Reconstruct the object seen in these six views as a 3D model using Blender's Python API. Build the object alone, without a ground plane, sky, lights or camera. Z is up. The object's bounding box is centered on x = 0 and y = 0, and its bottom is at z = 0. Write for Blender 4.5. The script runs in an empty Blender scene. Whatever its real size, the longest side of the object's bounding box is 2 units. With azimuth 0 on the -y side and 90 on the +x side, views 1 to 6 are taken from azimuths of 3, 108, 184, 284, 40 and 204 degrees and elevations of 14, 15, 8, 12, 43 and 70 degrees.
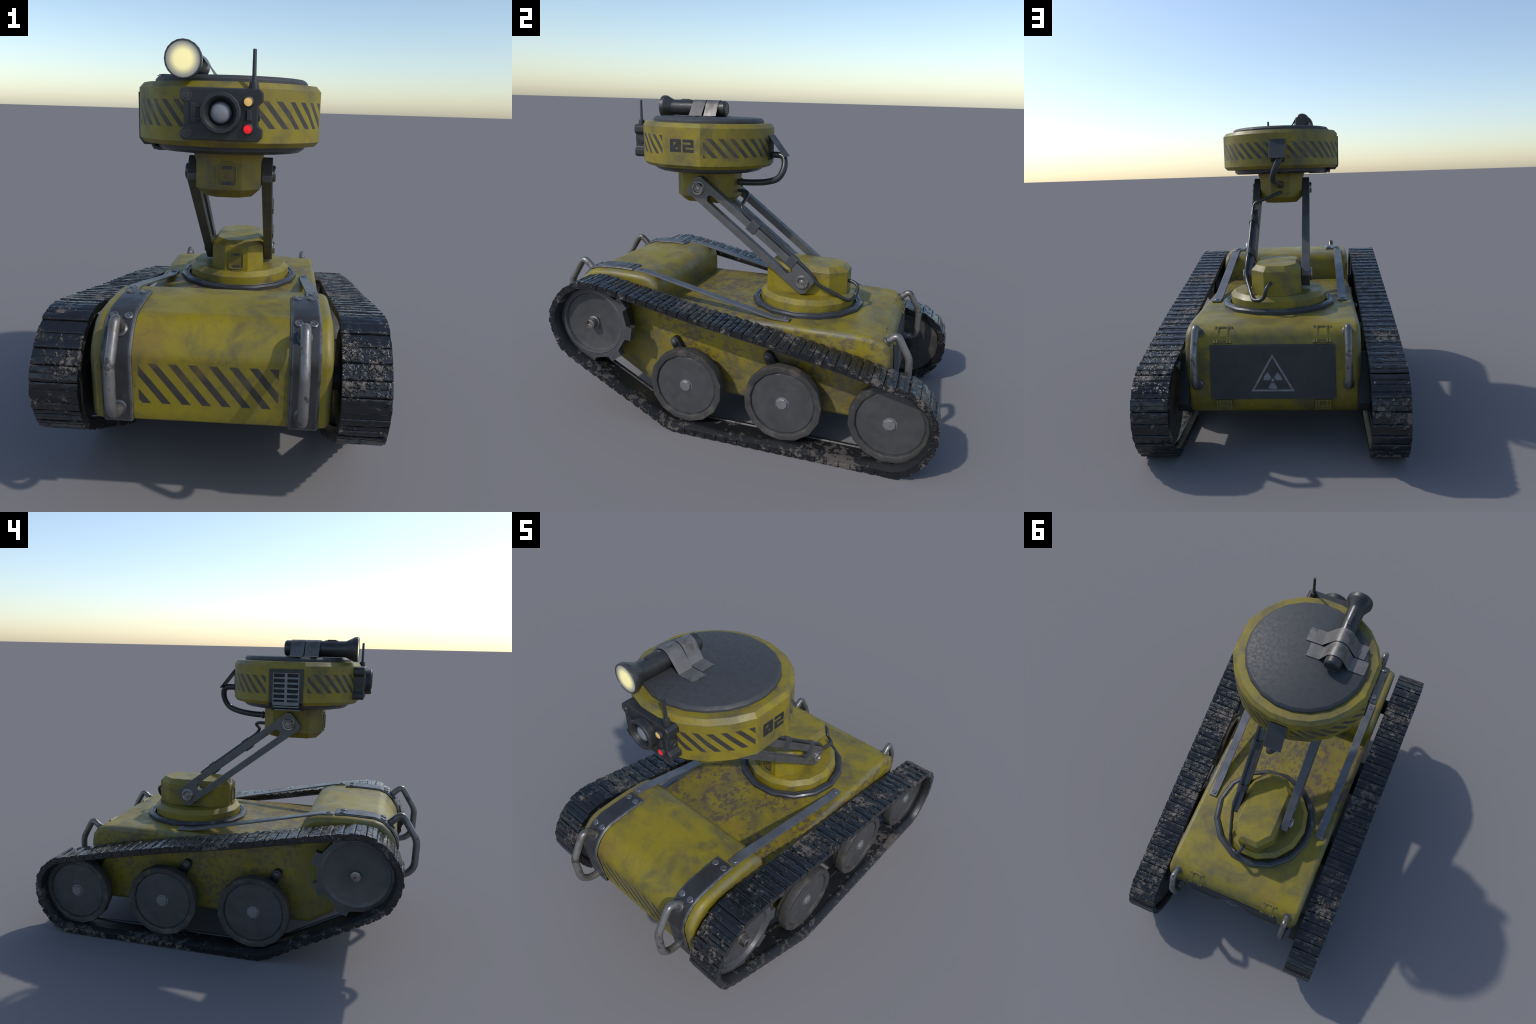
"""Yellow tracked inspection robot: hull on two tracks, swing arms carrying a round sensor head."""
import bpy, bmesh, math, random
from math import sin, cos, pi, radians, hypot
from mathutils import Vector, Matrix, noise as mnoise

random.seed(7)
COL = bpy.context.scene.collection

# ------------------------------------------------------------------ node helper
class G:
    def __init__(self, name):
        self.m = bpy.data.materials.new(name)
        self.m.use_nodes = True
        self.t = self.m.node_tree
        self.b = self.t.nodes["Principled BSDF"]
        self._pos = None

    def n(self, kind, **kw):
        nd = self.t.nodes.new(kind)
        for k, v in kw.items():
            setattr(nd, k, v)
        return nd

    def put(self, sock, v):
        if hasattr(v, "links"):
            self.t.links.new(v, sock)
        elif isinstance(v, (tuple, list)) and len(v) == 3 and sock.type == "RGBA":
            sock.default_value = (*v, 1)
        else:
            sock.default_value = v

    def pos(self):
        if self._pos is None:
            self._pos = self.n("ShaderNodeNewGeometry").outputs["Position"]
        return self._pos

    def xyz(self):
        s = self.n("ShaderNodeSeparateXYZ")
        self.put(s.inputs[0], self.pos())
        return s.outputs

    def math(self, op, a, b=0.0, c=None):
        nd = self.n("ShaderNodeMath", operation=op)
        self.put(nd.inputs[0], a)
        self.put(nd.inputs[1], b)
        if c is not None:
            self.put(nd.inputs[2], c)
        return nd.outputs[0]

    def noise(self, scale, detail=3, rough=0.55, stretch=None, off=0.0, dist=0.0):
        mp = self.n("ShaderNodeMapping")
        self.put(mp.inputs[0], self.pos())
        mp.inputs["Scale"].default_value = stretch or (1, 1, 1)
        mp.inputs["Location"].default_value = (off, off * 0.7, -off)
        nd = self.n("ShaderNodeTexNoise")
        self.put(nd.inputs["Vector"], mp.outputs[0])
        nd.inputs["Scale"].default_value = scale
        nd.inputs["Detail"].default_value = detail
        nd.inputs["Roughness"].default_value = rough
        nd.inputs["Distortion"].default_value = dist
        return nd.outputs[0]

    def step(self, v, lo, hi, a=0.0, b=1.0, smooth=True):
        nd = self.n("ShaderNodeMapRange", interpolation_type="SMOOTHSTEP" if smooth else "LINEAR")
        self.put(nd.inputs[0], v)
        for i, x in enumerate((lo, hi, a, b)):
            nd.inputs[i + 1].default_value = x
        return nd.outputs[0]

    def band(self, v, lo, hi, s):
        return self.math("MULTIPLY", self.step(v, lo - s, lo + s), self.step(v, hi - s, hi + s, 1, 0))

    def mul(self, *v):
        r = v[0]
        for x in v[1:]:
            r = self.math("MULTIPLY", r, x)
        return r

    def mix(self, f, a, b):
        nd = self.n("ShaderNodeMix", data_type="RGBA")
        self.put(nd.inputs[0], f)
        self.put(nd.inputs[6], a)
        self.put(nd.inputs[7], b)
        return nd.outputs[2]

    def bump(self, h, strength, dist=0.004):
        nd = self.n("ShaderNodeBump")
        nd.inputs["Strength"].default_value = strength
        nd.inputs["Distance"].default_value = dist
        self.put(nd.inputs["Height"], h)
        self.put(self.b.inputs["Normal"], nd.outputs[0])

    def edge(self, radius=0.012):
        """0 on flats, up to 1 on convex and concave corners (paint rubbed off the edges)."""
        bv = self.n("ShaderNodeBevel", samples=4)
        bv.inputs["Radius"].default_value = radius
        gm = self.n("ShaderNodeNewGeometry")
        d = self.n("ShaderNodeVectorMath", operation="DOT_PRODUCT")
        self.put(d.inputs[0], bv.outputs[0])
        self.put(d.inputs[1], gm.outputs["Normal"])
        return self.step(d.outputs["Value"], 0.80, 0.99, 1, 0)

    def out(self, color, rough=0.5, metal=0.0, spec=0.5):
        self.put(self.b.inputs["Base Color"], color)
        self.put(self.b.inputs["Roughness"], rough)
        self.put(self.b.inputs["Metallic"], metal)
        self.put(self.b.inputs["Specular IOR Level"], spec)
        return self.m


YEL, YEL2, DIRT, MUDSPOT = (0.240, 0.188, 0.006), (0.198, 0.158, 0.015), (0.082, 0.070, 0.038), (0.082, 0.058, 0.044)
OCHRE = (0.20, 0.125, 0.025)
BLACK = (0.034, 0.030, 0.028)


def paint(name, spots=None, stripes=None, worn=True, rim=False):
    g = G(name)
    x, y, z = g.xyz()
    c = g.mix(g.step(g.noise(3.2, 4, 0.6), 0.40, 0.62), YEL, YEL2)
    if stripes:
        s = stripes(g, x, y, z)
        wear = g.step(g.noise(26, 3, 0.6, off=3.3), 0.66, 0.72, 1, 0)
        c = g.mix(g.mul(s, wear), c, BLACK)
    ochre = g.mul(g.step(g.noise(4.2, 4, 0.6, off=11.0), 0.50, 0.70), 0.55)
    c = g.mix(ochre, c, OCHRE)
    smear = g.mul(g.step(g.noise(4.6, 6, 0.68, off=1.7, dist=0.5), 0.44, 0.70), 0.85)
    c = g.mix(smear, c, DIRT)
    mottle = g.mul(g.step(g.noise(19, 5, 0.7, off=7.7, dist=0.3), 0.50, 0.72), 0.36)
    c = g.mix(mottle, c, DIRT)
    fine = g.mul(g.step(g.noise(46, 4, 0.7, off=5.0), 0.58, 0.72), g.step(g.noise(5, 2, off=9.0), 0.48, 0.62), 0.65)
    c = g.mix(fine, c, MUDSPOT)
    if spots:
        c = g.mix(spots(g, x, y, z), c, MUDSPOT)
    if worn:
        e = g.mul(g.edge(0.018), g.step(g.noise(14, 4, 0.65, off=2.0), 0.34, 0.58), 0.75)
        if spots or rim:      # the hull's rounded flank edges are rubbed to bare, dusty metal
            ax = g.math("ABSOLUTE", x)
            rub = g.mul(g.band(ax, 0.373, 0.3925, 0.008), g.step(g.noise(7, 5, 0.68, off=13.0), 0.40, 0.60), 0.75)
            e = g.math("MAXIMUM", e, rub)
        c = g.mix(e, c, (0.140, 0.128, 0.095))
    rough = g.step(g.noise(9, 4, 0.6, off=4.0), 0.3, 0.7, 0.40, 0.58)
    g.bump(g.noise(60, 3, 0.6), 0.06, 0.003)
    return g.out(c, rough, 0.0, 0.5)


def hull_spots(g, x, y, z):
    """Spattered mud: thick on the deck ahead of the turret, thinner on the flanks."""
    n = g.noise(44, 3, 0.62, off=0.6, stretch=(1.0, 0.75, 1.0))
    big = g.noise(4.5, 3, 0.6, off=2.6)
    amount = g.math("ADD", n, g.math("MULTIPLY", g.math("SUBTRACT", big, 0.5), 0.60))
    deck = g.mul(g.band(y, -0.44, 0.16, 0.12), g.step(z, 0.55, 0.56), g.step(amount, 0.47, 0.63), 0.88)
    flank = g.step(g.math("ABSOLUTE", x), 0.375, 0.39)
    side = g.mul(flank, g.step(amount, 0.50, 0.68), 0.75)
    return g.math("MAXIMUM", deck, side)


def front_stripes(g, x, y, z):
    s = g.math("ADD", x, g.math("MULTIPLY", g.math("SUBTRACT", z, 0.592), 0.766))
    f = g.math("FRACT", g.math("DIVIDE", g.math("ADD", s, 0.203 + 0.0655 * 10), 0.0655))
    d = g.math("ABSOLUTE", g.math("SUBTRACT", f, 0.225))
    m = g.step(d, 0.195, 0.255, 1, 0)
    return g.mul(m, g.band(z, 0.447, 0.592, 0.002), g.band(x, -0.234, 0.221, 0.002), g.step(y, -0.78, -0.80, 1, 0) if False else g.step(y, -0.80, -0.78, 1, 0))


HC = -0.301  # y of the head axis


def head_stripes(g, x, y, z):
    th = g.math("MULTIPLY", g.math("ARCTAN2", g.math("ADD", y, -HC), x), 180 / pi)
    total = None
    #      from     to    first  top z
    for lo, hi, ph, top in ((-69.5, -17.2, -22.0, 1.417), (18.2, 84.0, 20.8, 1.409), (99.2, 163.4, 102.2, 1.407), (-161.6, -112.0, -157.4, 1.416)):
        s = g.math("ADD", th, g.math("MULTIPLY", g.math("SUBTRACT", z, top), 158.0))
        f = g.math("FRACT", g.math("DIVIDE", g.math("ADD", s, 9.2 * 40 - ph), 9.2))
        d = g.math("ABSOLUTE", g.math("SUBTRACT", f, 0.235))
        m = g.mul(g.step(d, 0.205, 0.265, 1, 0), g.band(z, top - 0.090, top, 0.002), g.band(th, lo, hi, 0.25))
        total = m if total is None else g.math("MAXIMUM", total, m)
    return total


def metal(name, col, rough=0.45, met=0.6, dirt=(0.06, 0.052, 0.045), amount=0.5, rust=None, worn=0.0, scale=14, grain=0.05):
    g = G(name)
    c = g.mix(g.step(g.noise(scale, 4, 0.65), 0.35, 0.7), col, tuple(v * 0.78 for v in col))
    c = g.mix(g.mul(g.step(g.noise(scale * 0.5, 5, 0.7, off=2.2), 0.50, 0.66), amount), c, dirt)
    if rust:
        c = g.mix(g.mul(g.step(g.noise(22, 4, 0.7, off=6.0), 0.56, 0.64), 0.8), c, rust)
    if worn:
        e = g.mul(g.edge(0.014), worn, g.step(g.noise(30, 3, off=1.0), 0.25, 0.55))
        c = g.mix(e, c, (0.24, 0.24, 0.24))
    r = g.step(g.noise(scale * 1.6, 4, 0.6, off=3.0), 0.3, 0.7, rough - 0.08, rough + 0.10)
    g.bump(g.noise(90, 3, 0.6), grain, 0.002)
    return g.out(c, r, met, 0.5)


def track_mat(name, level, inner=False):
    g = G(name)
    clump = g.math("ADD", g.math("ADD", g.noise(9, 5, 0.7, off=1.1), g.math("MULTIPLY", g.math("SUBTRACT", g.noise(3.0, 2, 0.5, off=5.5), 0.5), 0.55)), g.math("MULTIPLY", g.math("SUBTRACT", g.noise(34, 4, 0.65, off=4.0), 0.5), 0.75))
    mud = g.step(clump, level, level + 0.06)
    rub = g.mix(g.noise(20, 3), (0.006, 0.0065, 0.008), (0.013, 0.0135, 0.015))
    k = 0.6 if inner else 1.0
    c = g.mix(mud, rub, g.mix(g.noise(40, 4, 0.7, off=8), (0.080 * k, 0.066 * k, 0.057 * k), (0.130 * k, 0.108 * k, 0.094 * k)))
    wet = g.noise(60, 4, 0.7, off=3.0)
    r = g.math("ADD", g.math("MULTIPLY", mud, 0.36), g.step(wet, 0.3, 0.7, 0.15, 0.27))
    if inner:
        r = g.math("ADD", r, 0.22)
    h = g.math("ADD", g.math("MULTIPLY", mud, 0.7), g.mul(g.step(clump, level - 0.10, level + 0.14), g.noise(60, 2, 0.6, off=7)))
    g.bump(h, 0.35 if inner else 1.0, 0.008)
    return g.out(c, r, 0.0, 0.6)


def glow(name, col, strength, rough=0.4, base=None):
    g = G(name)
    g.put(g.b.inputs["Emission Color"], col)
    g.b.inputs["Emission Strength"].default_value = strength
    return g.out(base or col, rough)


M = {}
M["yellow"] = paint("yellow_paint")
M["hull"] = paint("muddy_yellow_paint", spots=hull_spots)
M["front"] = paint("striped_yellow_paint", stripes=front_stripes, rim=True)
M["head"] = paint("head_yellow_paint", stripes=head_stripes)
M["dark"] = metal("dark_plastic", (0.020, 0.021, 0.024), 0.42, 0.0, (0.03, 0.03, 0.03), 0.3, worn=0.12)
M["cap"] = metal("dark_cap", (0.044, 0.046, 0.050), 0.58, 0.0, (0.040, 0.040, 0.040), 0.0, scale=40, grain=0.015)
M["ring"] = metal("dark_ring", (0.060, 0.064, 0.074), 0.34, 0.45, (0.04, 0.038, 0.036), 0.4, worn=0.2)
M["plate"] = metal("guard_steel", (0.055, 0.056, 0.061), 0.40, 0.45, (0.062, 0.054, 0.047), 0.5, worn=0.95)  # high worn value lightens the bevels to paint in their sky reflection
M["strap"] = metal("strap_steel", (0.185, 0.190, 0.205), 0.44, 0.6, (0.12, 0.12, 0.13), 0.5, worn=0.3)
M["arm"] = metal("arm_steel", (0.118, 0.118, 0.121), 0.46, 0.45, (0.10, 0.095, 0.09), 0.4, worn=0.25)
M["handle"] = metal("handle_steel", (0.225, 0.215, 0.210), 0.36, 0.55, (0.10, 0.085, 0.07), 0.7, rust=(0.055, 0.042, 0.035), scale=10)
M["bolt"] = metal("rusty_bolt", (0.30, 0.28, 0.27), 0.30, 0.8, (0.08, 0.055, 0.042), 0.9, rust=(0.07, 0.04, 0.025), scale=30)
M["screw"] = metal("screw_steel", (0.21, 0.21, 0.22), 0.36, 0.65, (0.10, 0.095, 0.09), 0.5, scale=30)
M["hub"] = metal("hub_steel", (0.205, 0.205, 0.21), 0.42, 0.3, (0.15, 0.14, 0.13), 0.3)
M["disc"] = metal("wheel_disc", (0.072, 0.072, 0.075), 0.50, 0.2, (0.060, 0.056, 0.052), 0.5)
M["tyre"] = metal("dirty_tyre", (0.043, 0.041, 0.040), 0.60, 0.0, (0.092, 0.076, 0.064), 0.85, scale=24)
M["sprocket"] = metal("sprocket_steel", (0.085, 0.085, 0.089), 0.44, 0.35, (0.065, 0.062, 0.06), 0.4, worn=0.3)
M["axle"] = metal("axle_black", (0.022, 0.022, 0.024), 0.5, 0.2, (0.04, 0.034, 0.03), 0.4)
M["cable"] = metal("cable_rubber", (0.036, 0.038, 0.042), 0.34, 0.15, (0.05, 0.048, 0.045), 0.3)
M["torch"] = metal("torch_body", (0.048, 0.048, 0.050), 0.36, 0.45, (0.085, 0.080, 0.074), 0.5, worn=0.25)
M["tape"] = metal("duct_tape", (0.165, 0.155, 0.147), 0.44, 0.40, (0.080, 0.072, 0.066), 0.85, scale=22)
M["grill"] = metal("grill_steel", (0.20, 0.215, 0.235), 0.45, 0.5, (0.06, 0.058, 0.055), 0.5, scale=30)
M["black"] = metal("black_void", (0.008, 0.008, 0.009), 0.7, 0.0, amount=0.0)  # near-black colour paints unlit depth onto solid vent, port and slot pieces
M["tread"] = track_mat("muddy_tread", 0.575)
M["belt"] = track_mat("muddy_belt", 0.59, inner=True)
M["ink"] = metal("black_marking", (0.017, 0.017, 0.019), 0.6, 0.0, (0.05, 0.045, 0.03), 0.2)
M["sign"] = metal("white_marking", (0.20, 0.21, 0.22), 0.55, 0.0, (0.12, 0.12, 0.12), 0.8, scale=40)
M["panel"] = metal("hatch_grey", (0.036, 0.038, 0.041), 0.55, 0.1, (0.044, 0.039, 0.036), 0.6, scale=9, worn=0.2)
M["inset"] = metal("brown_inset", (0.150, 0.112, 0.022), 0.55, 0.0, (0.06, 0.048, 0.03), 0.7)
M["red"] = glow("red_light", (0.70, 0.008, 0.012), 0.62)
M["amber"] = glow("amber_light", (0.58, 0.36, 0.11), 0.55)


def lens_mat(name, centre, rim, r0, r1, cx, cz, emit):
    g = G(name)
    x, y, z = g.xyz()
    d = g.math("SQRT", g.math("ADD", g.math("POWER", g.math("SUBTRACT", x, cx), 2), g.math("POWER", g.math("SUBTRACT", z, cz), 2)))
    c = g.mix(g.step(d, r0, r1), centre, rim)
    if emit:
        g.put(g.b.inputs["Emission Color"], c)
        g.put(g.b.inputs["Emission Strength"], g.step(d, r0, r1, emit, emit * 0.55))
    return g.out(c, 0.35)


M["beam"] = lens_mat("torch_lens", (0.80, 0.71, 0.34), (0.24, 0.24, 0.23), 0.024, 0.057, -0.13, 1.5405, 0.60)
M["eye"] = lens_mat("camera_glass", (0.23, 0.23, 0.25), (0.06, 0.065, 0.07), 0.022, 0.036, 0.0, 1.375, 0)

# ------------------------------------------------------------------ mesh helpers
root = bpy.data.objects.new("inspection_robot", None)
COL.objects.link(root)
root["label"] = "weathered yellow tracked robot with round sensor head"
root["category"] = "robot"


def finish(bm, name, mat, parent=None, angle=32, bevel=0.0, segs=2, bang=25, weighted=False):
    bmesh.ops.remove_doubles(bm, verts=bm.verts, dist=1e-6)
    bmesh.ops.recalc_face_normals(bm, faces=bm.faces)
    if bevel:
        es = [e for e in bm.edges if len(e.link_faces) == 2 and e.calc_face_angle(0) > radians(bang)]
        bmesh.ops.bevel(bm, geom=es, offset=bevel, segments=segs, profile=0.5, affect="EDGES", clamp_overlap=True)
    me = bpy.data.meshes.new(name)
    bm.to_mesh(me)
    bm.free()
    me.polygons.foreach_set("use_smooth", [True] * len(me.polygons))
    me.set_sharp_from_angle(angle=radians(angle))
    me.materials.append(M[mat] if isinstance(mat, str) else mat)
    ob = bpy.data.objects.new(name, me)
    COL.objects.link(ob)
    ob.parent = parent or root
    if bevel or weighted:
        wn = ob.modifiers.new("flat_faces", "WEIGHTED_NORMAL")
        wn.keep_sharp = True
        wn.weight = 80
    return ob


def copy_of(ob, name, matrix, parent=None):
    c = ob.copy()
    c.name = name
    COL.objects.link(c)
    c.parent = parent or root
    c.matrix_local = matrix
    return c


def loft(bm, rings, closed=True, caps=True):
    vs = [[bm.verts.new(p) for p in r] for r in rings]
    n = len(vs[0])
    for a, b in zip(vs, vs[1:]):
        for i in range(n if closed else n - 1):
            j = (i + 1) % n
            bm.faces.new((a[i], a[j], b[j], b[i]))
    if caps:
        bm.faces.new(vs[0][::-1])
        bm.faces.new(vs[-1])
    return vs


def prism(bm, poly, axis, lo, hi):
    """Extrude a 2D outline along axis 0/1/2; outline axes are the two others in order."""
    def at(p, h):
        v = list(p)
        v.insert(axis, h)
        return v
    loft(bm, [[at(p, lo) for p in poly], [at(p, hi) for p in poly]])


def box(bm, x0, x1, y0, y1, z0, z1):
    prism(bm, [(x0, y0), (x1, y0), (x1, y1), (x0, y1)], 2, z0, z1)


def frame_for(n):
    n = Vector(n).normalized()
    a = Vector((0, 0, 1)) if abs(n.z) < 0.9 else Vector((0, 1, 0))
    u = a.cross(n).normalized()
    return u, n.cross(u), n


def lathe(bm, prof, centre, axis, sides=16, phase=0.0):
    """Revolve (radius, height) pairs about axis through centre; radius 0 closes with a cap."""
    u, v, n = frame_for(axis)
    c = Vector(centre)
    rings = []
    for r, h in prof:
        r = max(r, 1e-5)
        rings.append([c + n * h + (u * cos(phase + 2 * pi * i / sides) + v * sin(phase + 2 * pi * i / sides)) * r for i in range(sides)])
    loft(bm, rings)


def fillet(pts, rad, seg=5):
    pts = [Vector(p) for p in pts]
    out = [pts[0]]
    for a, b, c in zip(pts, pts[1:], pts[2:]):
        d1, d2 = (a - b), (c - b)
        r = min(rad, d1.length * 0.48, d2.length * 0.48)
        p, q = b + d1.normalized() * r, b + d2.normalized() * r
        for i in range(seg + 1):
            t = i / seg
            out.append(p * (1 - t) ** 2 + b * 2 * t * (1 - t) + q * t * t)
    out.append(pts[-1])
    return out


def tube(bm, pts, r, sides=10):
    rings, n = [], None
    for i, p in enumerate(pts):
        t = (pts[min(i + 1, len(pts) - 1)] - pts[max(i - 1, 0)]).normalized()
        if n is None:
            n = t.orthogonal().normalized()
        n = (n - t * n.dot(t)).normalized()
        b = t.cross(n)
        rings.append([p + (n * cos(2 * pi * k / sides) + b * sin(2 * pi * k / sides)) * r for k in range(sides)])
    loft(bm, rings)


def offset_poly(poly, d):
    """Inset a counter-clockwise closed 2D outline by d (mitred)."""
    n, out = len(poly), []
    for i in range(n):
        a, b, c = Vector(poly[i - 1]), Vector(poly[i]), Vector(poly[(i + 1) % n])
        e1, e2 = (b - a).normalized(), (c - b).normalized()
        n1, n2 = Vector((-e1.y, e1.x)), Vector((-e2.y, e2.x))
        m = n1 + n2
        out.append(b + m * (d / max(0.3, 1 + n1.dot(n2))))
    return out


def ccw(poly):
    s = sum(a[0] * b[1] - b[0] * a[1] for a, b in zip(poly, poly[1:] + poly[:1]))
    return poly if s > 0 else poly[::-1]


def plate_with_holes(bm, outer, holes, make):
    """Flat outline with holes, filled, then given thickness; make(p2d, side) -> 3D point, side 0/1."""
    for side in (0, 1):
        edges = []
        for loop in [outer] + holes:
            vs = [bm.verts.new(make(p, side)) for p in loop]
            edges += [bm.edges.new((vs[i], vs[(i + 1) % len(vs)])) for i in range(len(vs))]
        bmesh.ops.triangle_fill(bm, use_beauty=True, use_dissolve=False, edges=edges)
    for loop in [outer] + holes:
        k = len(loop)
        for i in range(k):
            p, q = loop[i], loop[(i + 1) % k]
            bm.faces.new([bm.verts.new(make(*a)) for a in ((p, 0), (q, 0), (q, 1), (p, 1))])
    bmesh.ops.remove_doubles(bm, verts=bm.verts, dist=1e-6)


def screw(name, p, n, r=0.0148, h=0.005, parent=None, mat="screw"):
    bm = bmesh.new()
    lathe(bm, [(r, -0.004), (r, h * 0.7), (r * 0.86, h), (r * 0.66, h), (r * 0.60, h * 0.45), (r * 0.34, h * 0.45), (r * 0.28, h * 0.9), (0, h * 0.9)], p, n, 14)
    return finish(bm, name, mat, parent)


# ------------------------------------------------------------------ hull and front housing
HW = 0.394
HULL = ccw([(-0.411, 0.568), (0.61, 0.568), (0.675, 0.563), (0.720, 0.546), (0.747, 0.515), (0.756, 0.470), (0.761, 0.36), (0.762, 0.27),
            (0.756, 0.224), (0.738, 0.188), (0.708, 0.160), (0.66, 0.148), (-0.474, 0.148), (-0.700, 0.283), (-0.855, 0.374), (-0.869, 0.386),
            (-0.877, 0.42), (-0.888, 0.60), (-0.878, 0.637), (-0.851, 0.678), (-0.814, 0.711), (-0.772, 0.726), (-0.657, 0.731), (-0.575, 0.729),
            (-0.495, 0.724), (-0.452, 0.712), (-0.426, 0.690), (-0.413, 0.657), (-0.411, 0.61)])


def hull_bmesh():
    bm = bmesh.new()
    R, rings = 0.027, []
    for s in (-1, 1):
        seq = [(sin(t) * R, (1 - cos(t)) * R) for t in (0, pi / 8, pi / 4, 3 * pi / 8, pi / 2)]
        part = [[(s * (HW - R + dx), p[0], p[1]) for p in offset_poly(HULL, off)] for dx, off in seq]
        rings += part[::-1] if s < 0 else part
    loft(bm, rings)
    return bm


def half_hull(name, keep_front, mat):
    bm = hull_bmesh()
    bmesh.ops.bisect_plane(bm, geom=bm.verts[:] + bm.edges[:] + bm.faces[:], plane_co=(0, -0.4115, 0), plane_no=(0, 1, 0),
                           clear_inner=not keep_front, clear_outer=keep_front)
    return finish(bm, name, mat, angle=40, weighted=True)


hull = half_hull("hull", False, "hull")
housing = half_hull("front_housing", True, "front")

# rear hatch with its warning sign
bm = bmesh.new()
HT, HB = Vector((0.761, 0.487)), Vector((0.774, 0.240))       # y,z of the hatch's outer face, top and bottom
din = Vector((-0.016, -0.001))
prism(bm, [tuple(HT), tuple(HB), tuple(HB + din), tuple(HT + din)], 0, -0.279, 0.279)
hatch = finish(bm, "rear_hatch", "panel", bevel=0.004)


def on_hatch(px, pz, lift):
    t = (HT.y - pz) / (HT.y - HB.y)
    q = HT.lerp(HB, t)
    return (px, q.x + lift, pz)


bm = bmesh.new()
tri_o = [(-0.097, 0.277), (0.097, 0.277), (0.0, 0.446)]
tri_i = [tuple(p) for p in offset_poly(tri_o, 0.0085)]
plate_with_holes(bm, tri_o, [tri_i], lambda p, s: on_hatch(p[0], p[1], 0.0012 if s else -0.002))
finish(bm, "warning_triangle", "sign", hatch)
bm = bmesh.new()
TC = (0.0, 0.328)
for k in range(3):
    a0 = radians(270 + 120 * k - 30)
    arc = [(TC[0] + r * cos(a0 + radians(60) * t), TC[1] + r * sin(a0 + radians(60) * t)) for r, ts in ((0.013, (0, 0.5, 1)), (0.041, (1, 0.8, 0.6, 0.4, 0.2, 0))) for t in ts]
    plate_with_holes(bm, arc, [], lambda p, s: on_hatch(p[0], p[1], 0.0012 if s else -0.002))
dot = [(TC[0] + 0.007 * cos(2 * pi * i / 12), TC[1] + 0.007 * sin(2 * pi * i / 12)) for i in range(12)]
plate_with_holes(bm, dot, [], lambda p, s: on_hatch(p[0], p[1], 0.0012 if s else -0.002))
finish(bm, "radiation_trefoil", "sign", hatch)

# latches above and below the hatch
def latch(x, y, z, tilt, w, h, low=False):
    bm = bmesh.new()
    for x0, x1, z0, z1, d in ((-w, -w * 0.72, -h, h, 0.007), (w * 0.72, w, -h, h, 0.007), (-w * 0.66, -w * 0.40, -h * 0.1, h * 0.9, 0.010), (w * 0.40, w * 0.66, -h * 0.1, h * 0.9, 0.010),
                              (-w * 0.72, w * 0.72, -h * 0.25, -h * 0.02, 0.009), (-w * 0.66, -w * 0.48, -h, -h * 0.2, 0.008), (w * 0.48, w * 0.66, -h, -h * 0.2, 0.008), (-w * 0.72, w * 0.72, h * 0.80, h, 0.006)):
        box(bm, x0, x1, -0.02, d, z0, z1)
    bmesh.ops.transform(bm, verts=bm.verts, matrix=Matrix.Translation((x, y, z)) @ Matrix.Rotation(tilt, 4, "X"))
    lt = finish(bm, "latch", "yellow", hull, bevel=0.002)
    bm = bmesh.new()
    box(bm, -w * 0.95, w * 0.95, -0.02, 0.0035, -h, h * 0.97)
    bmesh.ops.transform(bm, verts=bm.verts, matrix=Matrix.Translation((x, y, z)) @ Matrix.Rotation(tilt, 4, "X"))
    finish(bm, "latch_recess", "inset", lt)
    return lt


for s in (-1, 1):
    latch(s * 0.222, 0.728, 0.524, radians(40), 0.041, 0.042)
    latch(s * 0.222, 0.762, 0.212, radians(-18), 0.036, 0.026)

# ------------------------------------------------------------------ tracks and running gear
TRACK = ccw([(-0.236, 0.0016), (0.823, 0.0016), (0.888, 0.028), (0.945, 0.085), (0.986, 0.160), (0.998, 0.232), (0.986, 0.310), (0.948, 0.372),
             (0.880, 0.421), (0.573, 0.489), (0.250, 0.551), (-0.080, 0.605), (-0.445, 0.675), (-0.615, 0.705), (-0.704, 0.717), (-0.772, 0.706), (-0.847, 0.663),
             (-0.893, 0.606), (-0.923, 0.548), (-0.931, 0.488), (-0.915, 0.419), (-0.880, 0.350), (-0.815, 0.297), (-0.312, 0.025), (-0.275, 0.008)])
TX0, TX1 = 0.419, 0.577


def arc_points(poly, pitch):
    pts = [Vector(p) for p in poly]
    segs = [(a, b, (b - a).length) for a, b in zip(pts, pts[1:] + pts[:1])]
    total = sum(s[2] for s in segs)
    n = round(total / pitch)
    out = []
    for k in range(n):
        d = (k + 0.5) * total / n
        h = 0.35 * pitch

        def at(q):
            q %= total
            for a, b, L in segs:
                if q <= L:
                    return a.lerp(b, q / L)
                q -= L
            return pts[0]
        out.append((at(d), (at(d + h) - at(d - h)).normalized()))
    return out, total / n


PITCH = 0.0542


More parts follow.
